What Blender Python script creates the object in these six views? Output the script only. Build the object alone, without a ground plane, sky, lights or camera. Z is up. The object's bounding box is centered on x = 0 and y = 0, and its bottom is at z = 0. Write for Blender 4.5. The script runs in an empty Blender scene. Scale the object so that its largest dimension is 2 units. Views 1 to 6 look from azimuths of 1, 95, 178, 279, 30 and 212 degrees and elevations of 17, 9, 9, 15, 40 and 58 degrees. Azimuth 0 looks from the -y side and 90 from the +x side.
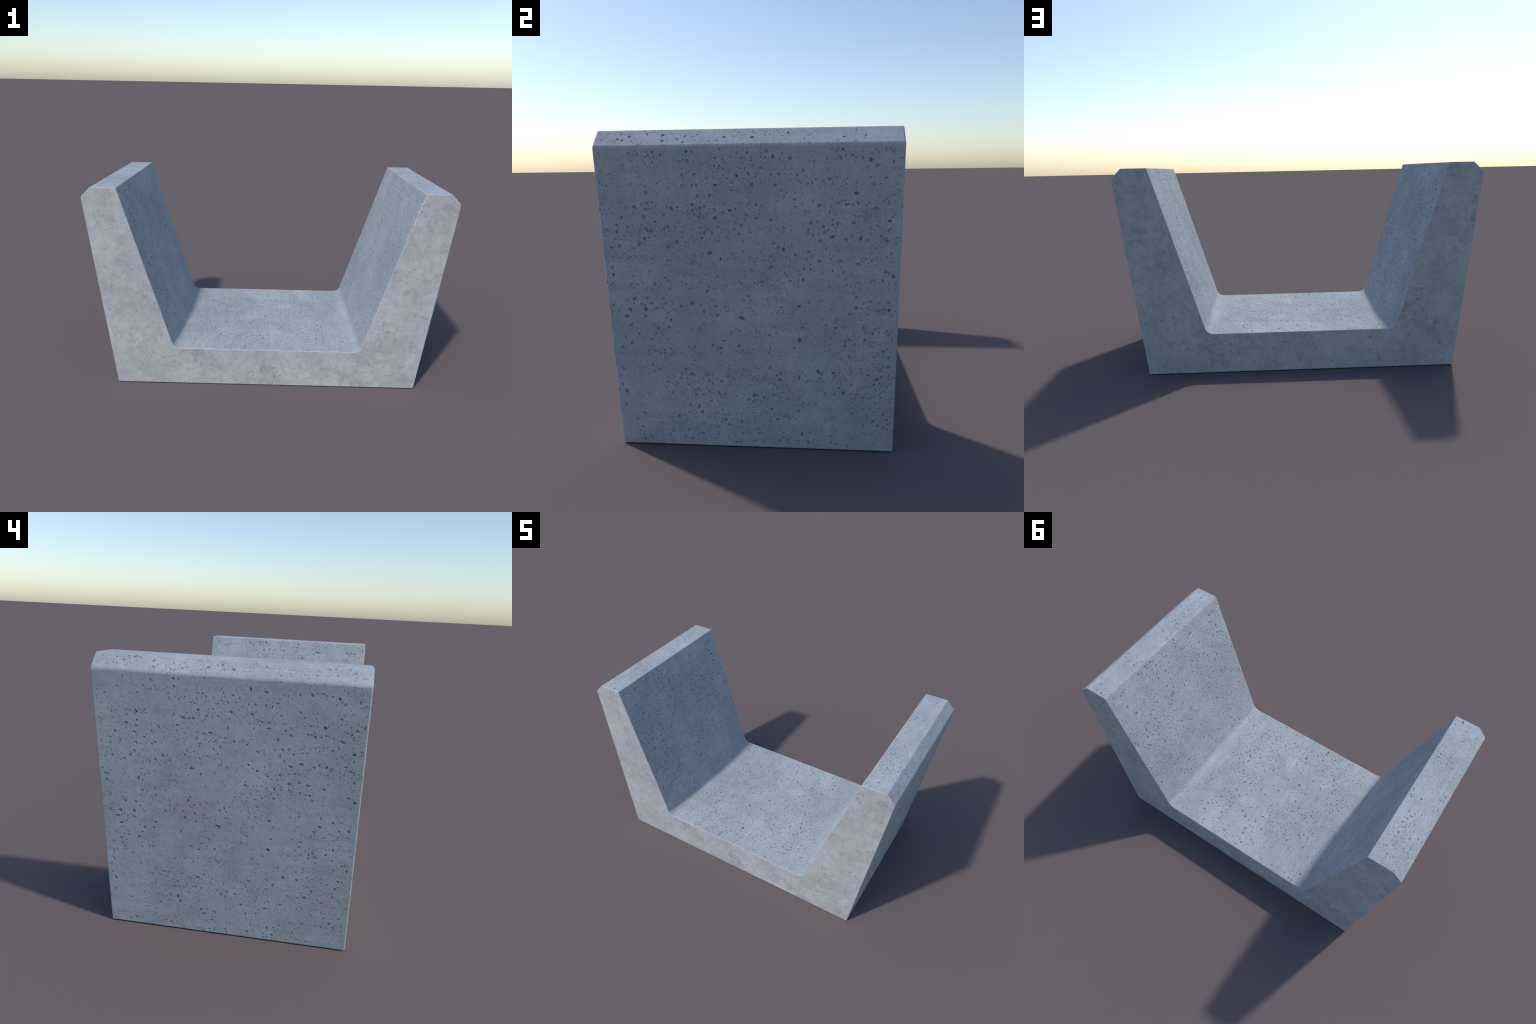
"""Precast concrete U-channel: floor slab between two flared side walls.

The cross-section (x, z) is drawn once, extruded along y, its edges are eased with a
bevel, and every flat panel is then re-meshed with real air-bubble pits cast into it.
The far wall is the near wall turned half round about z.
"""
import bpy, bmesh, math, random
from mathutils import Vector, noise
from mathutils.geometry import delaunay_2d_cdt

# ------------------------------------------------------------------ sizes (metres)
BASE_X = 0.8545       # half width of the underside
OUTER_X = 1.0012      # widest point, foot of the chamfer (before easing)
OUTER_Z = 1.0855
CHAMFER_X = 0.9490    # head of the chamfer
TOP_Z = 1.1390
INNER_X = 0.8120      # inner lip of the wall
FLOOR_X = 0.5263      # where wall and floor planes meet (before the fillet)
FLOOR_Z = 0.2230
HALF_LEN = 0.4963
FILLET = 0.033        # tangent length of the floor fillet
EASE = 0.0055         # tangent length of all the eased arrises
SEAM_X = 0.472        # where floor slab and wall are parted (no visible seam)

ROOT = bpy.data.objects.new("concrete_channel", None)
bpy.context.scene.collection.objects.link(ROOT)
ROOT["label"] = "grey precast concrete U-shaped channel with flared side walls"
ROOT["category"] = "concrete channel"

# ------------------------------------------------------------------ material nodes
def build_material(name, kind, tone=1.0):
    """kind: 'cast' = struck faces with bubbles and drag lines, 'end' = cloudy end faces."""
    m = bpy.data.materials.new(name)
    m.use_nodes = True
    nt = m.node_tree
    N, Lk = nt.nodes, nt.links
    N.clear()
    out = N.new("ShaderNodeOutputMaterial")
    bsdf = N.new("ShaderNodeBsdfPrincipled")
    Lk.new(bsdf.outputs[0], out.inputs[0])
    tc = N.new("ShaderNodeTexCoord")
    tc.object = ROOT                   # one set of coordinates for all parts, so no seam shows
    co = tc.outputs["Object"]

    def mapped(scale):
        mp = N.new("ShaderNodeMapping")
        mp.inputs["Scale"].default_value = scale
        Lk.new(co, mp.inputs["Vector"])
        return mp.outputs[0]

    def noise_tex(scale, detail=4.0, rough=0.55, vec=None, dist=0.0):
        n = N.new("ShaderNodeTexNoise")
        n.inputs["Scale"].default_value = scale
        n.inputs["Detail"].default_value = detail
        n.inputs["Roughness"].default_value = rough
        n.inputs["Distortion"].default_value = dist
        Lk.new(vec or co, n.inputs["Vector"])
        return n.outputs["Fac"]

    def remap(v, a, b, c, d):
        r = N.new("ShaderNodeMapRange")
        r.interpolation_type = "SMOOTHSTEP"
        for i, x in zip(("From Min", "From Max", "To Min", "To Max"), (a, b, c, d)):
            r.inputs[i].default_value = x
        Lk.new(v, r.inputs["Value"])
        return r.outputs[0]

    def math_(op, a, b):
        n = N.new("ShaderNodeMath")
        n.operation = op
        for i, x in enumerate((a, b)):
            if isinstance(x, (int, float)):
                n.inputs[i].default_value = x
            else:
                Lk.new(x, n.inputs[i])
        return n.outputs[0]

    def mix(fac, a, b, mode="MIX"):
        n = N.new("ShaderNodeMix")
        n.data_type = "RGBA"
        n.blend_type = mode
        if isinstance(fac, (int, float)):
            n.inputs[0].default_value = fac
        else:
            Lk.new(fac, n.inputs[0])
        for i, x in ((6, a), (7, b)):
            if isinstance(x, tuple):
                n.inputs[i].default_value = (*x, 1)
            else:
                Lk.new(x, n.inputs[i])
        return n.outputs[2]

    def grey(v):
        c = N.new("ShaderNodeCombineColor")
        for i in range(3):
            Lk.new(v, c.inputs[i])
        return c.outputs[0]

    def speck_field(scale, big, most, vec=None):
        """soft round specks of random size, 1 in the middle and 0 outside"""
        wob = N.new("ShaderNodeTexNoise")
        wob.inputs["Scale"].default_value = scale * 1.4
        wob.inputs["Detail"].default_value = 1
        Lk.new(vec or co, wob.inputs["Vector"])
        mv = N.new("ShaderNodeVectorMath")
        mv.operation = "MULTIPLY_ADD"
        Lk.new(wob.outputs["Color"], mv.inputs[0])
        mv.inputs[1].default_value = (0.35 / scale,) * 3
        Lk.new(vec or co, mv.inputs[2])
        v = N.new("ShaderNodeTexVoronoi")
        v.inputs["Scale"].default_value = scale
        Lk.new(mv.outputs[0], v.inputs["Vector"])
        sep = N.new("ShaderNodeSeparateColor")
        Lk.new(v.outputs["Color"], sep.inputs[0])
        rad = math_("MULTIPLY", math_("POWER", sep.outputs[0], 2.0), big)
        d = math_("DIVIDE", v.outputs["Distance"], math_("ADD", rad, 0.001))
        s = remap(d, 0.55, 1.05, 1.0, 0.0)
        lit = remap(sep.outputs[1], 1 - most, 1 - most * 0.4, 0.0, 1.0)
        return math_("MULTIPLY", s, lit)

    if kind == "cast":
        cool, warm = (0.343, 0.382, 0.413), (0.353, 0.381, 0.415)
    else:
        cool, warm = (0.386, 0.402, 0.414), (0.399, 0.402, 0.419)
    tint = remap(noise_tex(7.0, 6, 0.65), 0.40, 0.60, 0, 1)
    base = mix(tint, cool, warm)

    if kind == "cast":
        clouds = remap(noise_tex(3.4, 4, 0.55), 0.34, 0.66, 0.915, 1.05)
        scuff = remap(noise_tex(7, 5, 0.6, dist=0.5), 0.56, 0.72, 1.0, 1.07)
        drag = remap(noise_tex(1.0, 3, 0.6, mapped((110, 7, 110))), 0.3, 0.7, 0.965, 1.035)
        drag2 = remap(noise_tex(1.0, 2, 0.5, mapped((26, 3, 26))), 0.3, 0.7, 0.975, 1.025)
        grain = remap(noise_tex(75, 5, 0.75), 0.30, 0.70, 0.92, 1.07)
        k = math_("MULTIPLY", math_("MULTIPLY", clouds, drag), math_("MULTIPLY", drag2, grain))
        rough = remap(noise_tex(15, 5, 0.7), 0.34, 0.66, 0.945, 1.045)
        k = math_("MULTIPLY", k, math_("MULTIPLY", scuff, rough))
        thick = remap(noise_tex(5.5, 3, 0.6), 0.36, 0.6, 0.45, 1.0)
        fine = math_("MULTIPLY", speck_field(88, 0.50, 0.85), thick)
        finer = math_("MULTIPLY", speck_field(150, 0.52, 0.9), thick)
        blot = math_("MULTIPLY", speck_field(40, 0.36, 0.75), thick)
        k = math_("MULTIPLY", k, math_("SUBTRACT", 1.0, math_("MULTIPLY", blot, 0.40)))
        dust = math_("SUBTRACT", 1.0, math_("MULTIPLY", fine, 0.52))
        dust2 = math_("SUBTRACT", 1.0, math_("MULTIPLY", finer, 0.46))
        k = math_("MULTIPLY", k, math_("MULTIPLY", dust, dust2))
        bump_h = math_("SUBTRACT", math_("MULTIPLY", drag, 0.5), math_("MULTIPLY", fine, 0.5))
        bump_d = 0.0012
    else:
        clouds = remap(noise_tex(5.5, 4, 0.6), 0.32, 0.68, 0.91, 1.08)
        mott = remap(noise_tex(24, 6, 0.72), 0.32, 0.68, 0.885, 1.075)
        grain = remap(noise_tex(85, 4, 0.7), 0.30, 0.70, 0.96, 1.04)
        drips = remap(noise_tex(1.0, 3, 0.6, mapped((30, 30, 9))), 0.3, 0.7, 0.975, 1.025)
        k = math_("MULTIPLY", math_("MULTIPLY", clouds, mott), math_("MULTIPLY", drips, grain))
        stain = remap(noise_tex(7, 8, 0.70, dist=0.3), 0.50, 0.68, 1.0, 0.83)
        smudge = remap(noise_tex(19, 6, 0.7, dist=0.5), 0.54, 0.68, 1.0, 0.87)
        k = math_("MULTIPLY", k, math_("MULTIPLY", stain, smudge))
        thick = remap(noise_tex(6.5, 3, 0.6), 0.38, 0.62, 0.35, 1.0)
        soft = math_("MULTIPLY", speck_field(42, 0.48, 0.8), thick)
        fine = math_("MULTIPLY", speck_field(95, 0.50, 0.8), thick)
        k = math_("MULTIPLY", k, math_("SUBTRACT", 1.0, math_("MULTIPLY", soft, 0.34)))
        k = math_("MULTIPLY", k, math_("SUBTRACT", 1.0, math_("MULTIPLY", fine, 0.42)))
        bump_h = math_("MULTIPLY", mott, 0.5)
        bump_d = 0.0012
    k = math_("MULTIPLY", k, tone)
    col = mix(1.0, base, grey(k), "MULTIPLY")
    if tone < 1:        # the darker pit tones lean a little greener
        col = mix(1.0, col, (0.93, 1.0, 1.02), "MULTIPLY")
    Lk.new(col, bsdf.inputs["Base Color"])
    bsdf.inputs["Roughness"].default_value = 0.85
    bsdf.inputs["Specular IOR Level"].default_value = 0.25
    bump = N.new("ShaderNodeBump")
    bump.inputs["Strength"].default_value = 0.5
    bump.inputs["Distance"].default_value = bump_d
    Lk.new(bump_h, bump.inputs["Height"])
    Lk.new(bump.outputs[0], bsdf.inputs["Normal"])
    return m


MATS = [
    build_material("cast_concrete", "cast"),
    build_material("end_face_concrete", "end"),
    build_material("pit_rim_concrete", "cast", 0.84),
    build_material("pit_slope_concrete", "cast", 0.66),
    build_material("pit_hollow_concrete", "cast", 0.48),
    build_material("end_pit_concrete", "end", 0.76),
]
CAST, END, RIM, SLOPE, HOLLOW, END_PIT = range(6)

# ------------------------------------------------------------------ block
section = [
    (-BASE_X, 0), (BASE_X, 0), (OUTER_X, OUTER_Z), (CHAMFER_X, TOP_Z), (INNER_X, TOP_Z),
    (FLOOR_X, FLOOR_Z), (-FLOOR_X, FLOOR_Z), (-INNER_X, TOP_Z), (-CHAMFER_X, TOP_Z), (-OUTER_X, OUTER_Z),
]
bm = bmesh.new()
front = [bm.verts.new((x, -HALF_LEN, z)) for x, z in section]
back = [bm.verts.new((x, HALF_LEN, z)) for x, z in section]
bm.faces.new(front)
bm.faces.new(back[::-1])
for i in range(len(section)):
    j = (i + 1) % len(section)
    bm.faces.new((front[j], front[i], back[i], back[j]))
bmesh.ops.recalc_face_normals(bm, faces=bm.faces)


def is_fillet(e):
    a, b = e.verts
    return abs(a.co.x - b.co.x) < 1e-4 and all(abs(abs(v.co.x) - FLOOR_X) < 1e-4 and abs(v.co.z - FLOOR_Z) < 1e-4 for v in (a, b))


bmesh.ops.bevel(bm, geom=[e for e in bm.edges if is_fillet(e)], offset=FILLET, offset_type="OFFSET",
                segments=4, profile=0.5, affect="EDGES")
brow = [e for e in bm.edges if all(abs(abs(v.co.x) - OUTER_X) < 1e-4 for v in e.verts) and e.verts[0].co.x * e.verts[1].co.x > 0]
bmesh.ops.bevel(bm, geom=brow, offset=0.008, offset_type="OFFSET", segments=4, profile=0.5, affect="EDGES")
sharp = [e for e in bm.edges if e.calc_face_angle(0) > math.radians(20)]
bmesh.ops.bevel(bm, geom=sharp, offset=EASE, offset_type="OFFSET", segments=3, profile=0.5,
                affect="EDGES", clamp_overlap=True)
for sx in (-1, 1):
    bmesh.ops.bisect_plane(bm, geom=list(bm.verts) + list(bm.edges) + list(bm.faces), dist=1e-6,
                           plane_co=(sx * SEAM_X, 0, 0), plane_no=(1, 0, 0))
bm.normal_update()
bm.verts.index_update()
bm.faces.index_update()
bm.verts.ensure_lookup_table()
bm.faces.ensure_lookup_table()

# panels are the big flat faces; all else are eased arrises and fillets
panels = [f for f in bm.faces if f.calc_area() > 0.03]
is_panel = {f.index for f in panels}
vert_normal = {}
for v in bm.verts:
    own = [f.normal for f in v.link_faces if f.index in is_panel]
    if own:
        n = sum(own, Vector())
    else:
        n = sum((f.normal * f.calc_area() for f in v.link_faces), Vector())
    vert_normal[v.index] = n.normalized()

# ------------------------------------------------------------------ pits
# conspicuous bubble holes of the outer face: (along y, up the face, diameter in mm, length/height)
UPPER_A = [(-.375, .898, 14, 1.3), (-.345, .865, 14, 1), (-.402, .831, 10, 1), (-.34, .824, 13, 1), (-.24, .78, 14, 1),
           (-.269, .762, 14, 1), (-.16, .934, 11, 1), (-.058, .886, 10, 2), (-.119, .808, 10, .6), (-.03, .805, 10, 1),
           (-.036, .859, 10, 1), (-.189, 1.075, 11, 1.2), (-.171, 1.075, 10, 1), (-.273, 1.066, 12, .8), (-.188, 1.046, 12, 1),
           (-.101, 1.029, 8, 1), (-.085, 1.028, 10, 1), (-.128, .991, 11, 1.6), (-.331, .945, 11, 1), (-.467, .662, 10, 1), (-.13, .74, 13, 2)]
UPPER_B = [(.086, 1.057, 11, .5), (.391, 1.044, 12, .6), (.08, 1.001, 9, 1), (.105, 1.002, 11, 1.1), (.092, .967, 12, 1),
           (.195, .969, 10, 1.2), (.276, .968, 8, 1.2), (.348, .938, 14, 1.4), (.213, .915, 10, 1), (.232, .9, 13, 1.2),
           (.187, .879, 13, .8), (.318, .901, 14, .9), (.412, .89, 16, 1.3), (.455, .848, 14, 1), (.117, .828, 11, 1.3),
           (.141, .818, 9, .9), (.236, .782, 16, 1.6), (.274, .796, 13, 1.4), (.365, .791, 13, .4), (.155, .737, 9, .9),
           (.303, .715, 14, 1.8), (.361, .705, 13, 1.4), (.206, .687, 10, 1), (.474, .664, 13, 1)]
LOWER_A = [(-.327, .631, 13, 1), (-.398, .578, 16, 1.2), (-.356, .58, 12, 1), (-.42, .534, 14, 1.1), (-.364, .537, 14, 1),
           (-.325, .541, 12, .6), (-.435, .511, 15, 1.6), (-.366, .512, 13, 1.3), (-.422, .478, 16, 1.6), (-.326, .47, 14, 1.1),
           (-.161, .532, 13, .8), (-.029, .509, 15, 2.4), (-.069, .452, 10, .6), (-.097, .424, 11, 1), (-.107, .396, 11, 1.3),
           (-.257, .275, 14, 1.8), (-.464, .218, 14, .6), (-.018, .196, 12, 1), (.004, .213, 14, 1), (-.189, .141, 13, 1.2),
           (-.273, .123, 13, 1), (-.093, .091, 15, 1.8)]
LOWER_B = [(.166, .429, 18, 1), (.147, .401, 9, 1), (.356, .551, 18, 1.1), (.336, .529, 12, 1.3), (.429, .54, 11, 1),
           (.413, .46, 11, .8), (.451, .394, 11, 1), (.284, .309, 11, 1.3), (.443, .323, 11, 1.1), (.343, .263, 12, .6),
           (.317, .232, 13, .8), (.288, .225, 13, 1.7), (.386, .216, 10, 1), (.066, .159, 12, 1.3), (.161, .154, 14, 1.8),
           (.085, .118, 12, .7), (.105, .063, 12, 1.3), (.091, .029, 13, 1), (.195, .029, 11, 1.8), (.276, .03, 9, 1.2),
           (.349, .15, 11, 1), (.391, .102, 11, 1)]
KEY_PITS = UPPER_A + UPPER_B + LOWER_A + LOWER_B


class Pit:
    def __init__(self, u, v, dia, stretch, rnd, strength=None):
        self.u, self.v = u, v
        r = dia / 2
        self.a, self.b = r * math.sqrt(stretch), r / math.sqrt(stretch)
        self.rot = rnd.uniform(-0.5, 0.5) if strength is None else rnd.uniform(0, 3.1)
        self.deep = rnd.uniform(0.35, 1) if strength is None else strength
        self.depth = dia * (0.10 + 0.18 * self.deep)
        self.reach = max(self.a, self.b) * 1.32
        self.sides = 8 if dia < 0.0055 else 11 if dia < 0.010 else 14
        self.seed = rnd.uniform(0, 900)

        self.outline = []
        c, s = math.cos(self.rot), math.sin(self.rot)
        for i in range(self.sides):
            t = 2 * math.pi * i / self.sides
            w = 1 + 0.60 * noise.noise((math.cos(t) * 1.4 + self.seed, math.sin(t) * 1.4, self.seed * 0.37))
            w = max(0.6, min(1.3, w))
            x, y = self.a * w * math.cos(t), self.b * w * math.sin(t)
            self.outline.append(Vector((x * c - y * s, x * s + y * c)))

    def ring(self, k, sides, shift=0.0):
        """a smaller copy of the outline with fewer corners; always inside it"""
        for i in range(sides):
            f = ((i + shift) / sides * self.sides) % self.sides
            j = int(f)
            p = self.outline[j].lerp(self.outline[(j + 1) % self.sides], f - j)
            yield Vector((self.u, self.v)) + p * k


def scatter(rnd, inside, box, count, smallest, biggest, steep, fixed=(), cluster=True, strength=0.95, sides_heavy=False):
    """pits by dart throwing, thicker where a slow noise is high"""
    placed, grid, cell = [], {}, 0.03

    def free(p):
        i, j = int(p.u // cell), int(p.v // cell)
        for di in (-1, 0, 1):
            for dj in (-1, 0, 1):
                for q in grid.get((i + di, j + dj), ()):
                    if (p.u - q.u) ** 2 + (p.v - q.v) ** 2 < (p.reach + q.reach + 0.0006) ** 2:
                        return False
        return True

    def put(p):
        placed.append(p)
        grid.setdefault((int(p.u // cell), int(p.v // cell)), []).append(p)

    for p in fixed:
        if inside(p) and free(p):
            put(p)
    seed = rnd.uniform(0, 50)
    tries = 0
    while len(placed) < count and tries < count * 30:
        tries += 1
        u, v = rnd.uniform(box[0], box[1]), rnd.uniform(box[2], box[3])
        if cluster:
            d = 0.42 + 1.25 * noise.noise((u * 4.2 + seed, v * 4.2, 3.3)) + 0.8 * noise.noise((u * 13, v * 13 + seed, 7.7))
            if sides_heavy:           # bubbles gathered towards both ends of the shutter
                d += 1.2 * abs(u) - 0.32
            if rnd.random() > max(0.07, d):
                continue
        dia = smallest + (biggest - smallest) * rnd.random() ** steep
        p = Pit(u, v, dia, rnd.choice((1, 1.1, 1.25, 1.4, 1.6, 2.0, 2.8)), rnd, rnd.uniform(0, strength))
        if inside(p) and free(p):
            put(p)
    return placed


# ------------------------------------------------------------------ re-mesh each panel with its pits
class Part:
    def __init__(self):
        self.verts, self.normals_of, self.faces, self.mats, self.loop_normals = [], [], [], [], []
        self.lookup = {}

    def vertex(self, co):
        key = (round(co.x, 6), round(co.y, 6), round(co.z, 6))
        if key not in self.lookup:
            self.lookup[key] = len(self.verts)
            self.verts.append(tuple(co))
        return self.lookup[key]

    def face(self, coords, normals, mat):
        self.faces.append([self.vertex(c) for c in coords])
        self.loop_normals.extend(tuple(n) for n in normals)
        self.mats.append(mat)


def frame_of(face):
    n = face.normal.copy()
    if abs(n.y) > 0.9:                       # end face: x across, z up
        return n, Vector((0, face.calc_center_median().y, 0)), Vector((-n.y, 0, 0)), Vector((0, 0, 1))
    u = Vector((0, 1, 0))                    # else y along, v up the slope
    v = n.cross(u).normalized()
    if abs(v.z) > 0.2 and v.z < 0 or abs(v.z) <= 0.2 and v.x < 0:
        v = -v
    co = min((w.co for w in face.verts), key=lambda c: c.dot(v))
    return n, co - u * co.dot(u), u, v


def fill_panel(part, face, rnd, curved=False):
    n, o, U, V = frame_of(face)
    rim = [Vector(((w.co - o).dot(U), (w.co - o).dot(V))) for w in face.verts]
    rim3 = [w.co.copy() for w in face.verts]
    area = face.calc_area()
    box = (min(p.x for p in rim), max(p.x for p in rim), min(p.y for p in rim), max(p.y for p in rim))
    end = abs(n.y) > 0.9
    under = n.z < -0.9
    outer_wall = 0.0 > n.z > -0.5 and area > 0.5

    def inside(p):
        hit = False
        for i in range(len(rim)):
            a, b = rim[i], rim[(i + 1) % len(rim)]
            ab = b - a
            t = max(0, min(1, (Vector((p.u, p.v)) - a).dot(ab) / ab.length_squared))
            if (a + ab * t - Vector((p.u, p.v))).length < p.reach + 0.0012:
                return False
            if (a.y > p.v) != (b.y > p.v) and p.u < (b.x - a.x) * (p.v - a.y) / (b.y - a.y) + a.x:
                hit = not hit
        return hit

    def skin(c3):
        """normal of the sound surface: flat, or turning across a strip of the fillet"""
        if not curved:
            return n
        t = ((c3 - o).dot(V) - box[2]) / (box[3] - box[2])
        return low_n.lerp(high_n, max(0.0, min(1.0, t))).normalized()

    if curved:
        order = sorted(face.verts, key=lambda w: w.co.dot(V))
        low_n, high_n = vert_normal[order[0].index], vert_normal[order[-1].index]
        pits = scatter(rnd, inside, box, int(area * 1700), 0.0028, 0.0085, 1.6, cluster=False)
    elif under:
        pits = []
    elif end:
        pits = scatter(rnd, inside, box, int(area * 170), 0.004, 0.014, 2.6, strength=0.15)
    else:
        fixed = []
        if area > 0.4:
            for y, s, mm, st in KEY_PITS:
                if outer_wall:
                    fixed.append(Pit(y, s - 0.005, mm / 1000, st, rnd))
                elif rnd.random() < 0.75:      # the same kind of bubbles elsewhere, a little smaller
                    fixed.append(Pit(-y * 0.97 + rnd.uniform(-.04, .04), box[2] + (box[3] - box[2]) * s / 1.09 + rnd.uniform(-.03, .03),
                                     mm / 1000, st, rnd))
        pits = scatter(rnd, inside, box, int(area * (1500 if outer_wall else 1800 if area > 0.2 else 1300)), 0.0032, 0.0140, 2.5, fixed, sides_heavy=outer_wall)

    pts = list(rim)
    edges = [(i, (i + 1) % len(rim)) for i in range(len(rim))]
    drop = [0.0] * len(rim)
    tag = [0] * len(rim)           # 0 face, 1 lip of pit, 2 to 4 ever deeper
    owner = [None] * len(rim)
    for p in pits:
        for k, sides, shift, d, t in ((1.0, p.sides, 0, 0, 1), (0.80, p.sides - 1, 0.4, 0.45, 2), (0.55, p.sides - 4, 0.2, 0.85, 3), (0.24, 3, 0.1, 1.0, 4)):
            first = len(pts)
            for q in p.ring(k, sides, shift):
                pts.append(q)
                drop.append(d * p.depth)
                tag.append(t)
                owner.append(p)
            if t == 1:
                edges += [(first + i, first + (i + 1) % sides) for i in range(sides)]
    if pits:
        co, _, tris, ov, _, _ = delaunay_2d_cdt(pts, edges, [], 1, 1e-7)
    else:
        co, tris, ov = pts, [tuple(range(len(pts)))], [[i] for i in range(len(pts))]
    pos, src = [], []
    for i, c in enumerate(co):
        j = ov[i][0] if ov[i] else None
        src.append(j)
        if j is not None and j < len(rim3):
            pos.append(rim3[j])
        else:
            pos.append(o + U * c[0] + V * c[1] - n * (drop[j] if j is not None else 0))
    base = END if end else CAST
    for tri in tris:
        c3 = [pos[i] for i in tri]
        if len(c3) == 3 and (c3[1] - c3[0]).cross(c3[2] - c3[0]).dot(n) < 0:
            tri, c3 = tri[::-1], c3[::-1]
        tags = [tag[src[i]] if src[i] is not None else 0 for i in tri]
        top = max(tags)
        if top < 2:
            part.face(c3, [skin(c) for c in c3], base)
            continue
        p = next(owner[src[i]] for i in tri if src[i] is not None and tag[src[i]] >= 2)
        fn = (c3[1] - c3[0]).cross(c3[2] - c3[0]).normalized()
        soft = (fn + n * 0.4).normalized()
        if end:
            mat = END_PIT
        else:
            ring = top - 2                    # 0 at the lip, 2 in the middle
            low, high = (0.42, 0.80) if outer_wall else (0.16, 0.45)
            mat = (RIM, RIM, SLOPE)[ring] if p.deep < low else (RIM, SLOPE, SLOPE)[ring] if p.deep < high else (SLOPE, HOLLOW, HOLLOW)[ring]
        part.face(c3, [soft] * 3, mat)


slab, wall = Part(), Part()
rnd = random.Random(41)
for f in sorted(bm.faces, key=lambda f: (round(f.calc_center_median().x, 4), round(f.calc_center_median().z, 4), round(f.calc_center_median().y, 4))):
    c = f.calc_center_median()
    if c.x < -SEAM_X:
        continue                              # the far wall is the near one turned round
    part = wall if c.x > SEAM_X else slab
    if f.index in is_panel:
        fill_panel(part, f, rnd)
    elif f.calc_area() > 0.004 and FLOOR_X - FILLET - 0.001 < c.x < FLOOR_X + FILLET and c.z > 0.1:
        fill_panel(part, f, rnd, curved=True)
    else:
        mat = END if abs(f.normal.y) > 0.75 else CAST
        part.face([v.co.copy() for v in f.verts], [vert_normal[v.index] for v in f.verts], mat)


def make_mesh(name, part):
    me = bpy.data.meshes.new(name)
    me.from_pydata(part.verts, [], part.faces)
    for m in MATS:
        me.materials.append(m)
    me.polygons.foreach_set("material_index", part.mats)
    me.polygons.foreach_set("use_smooth", [True] * len(part.faces))
    me.update()
    me.normals_split_custom_set(part.loop_normals)
    return me


def add(name, mesh, turn=0.0):
    ob = bpy.data.objects.new(name, mesh)
    ob.rotation_euler = (0, 0, turn)
    ob.parent = ROOT
    bpy.context.scene.collection.objects.link(ob)
    return ob


add("floor_slab", make_mesh("floor_slab", slab))
wall_mesh = make_mesh("side_wall", wall)
add("side_wall", wall_mesh)
add("side_wall", wall_mesh, math.pi)
bm.free()
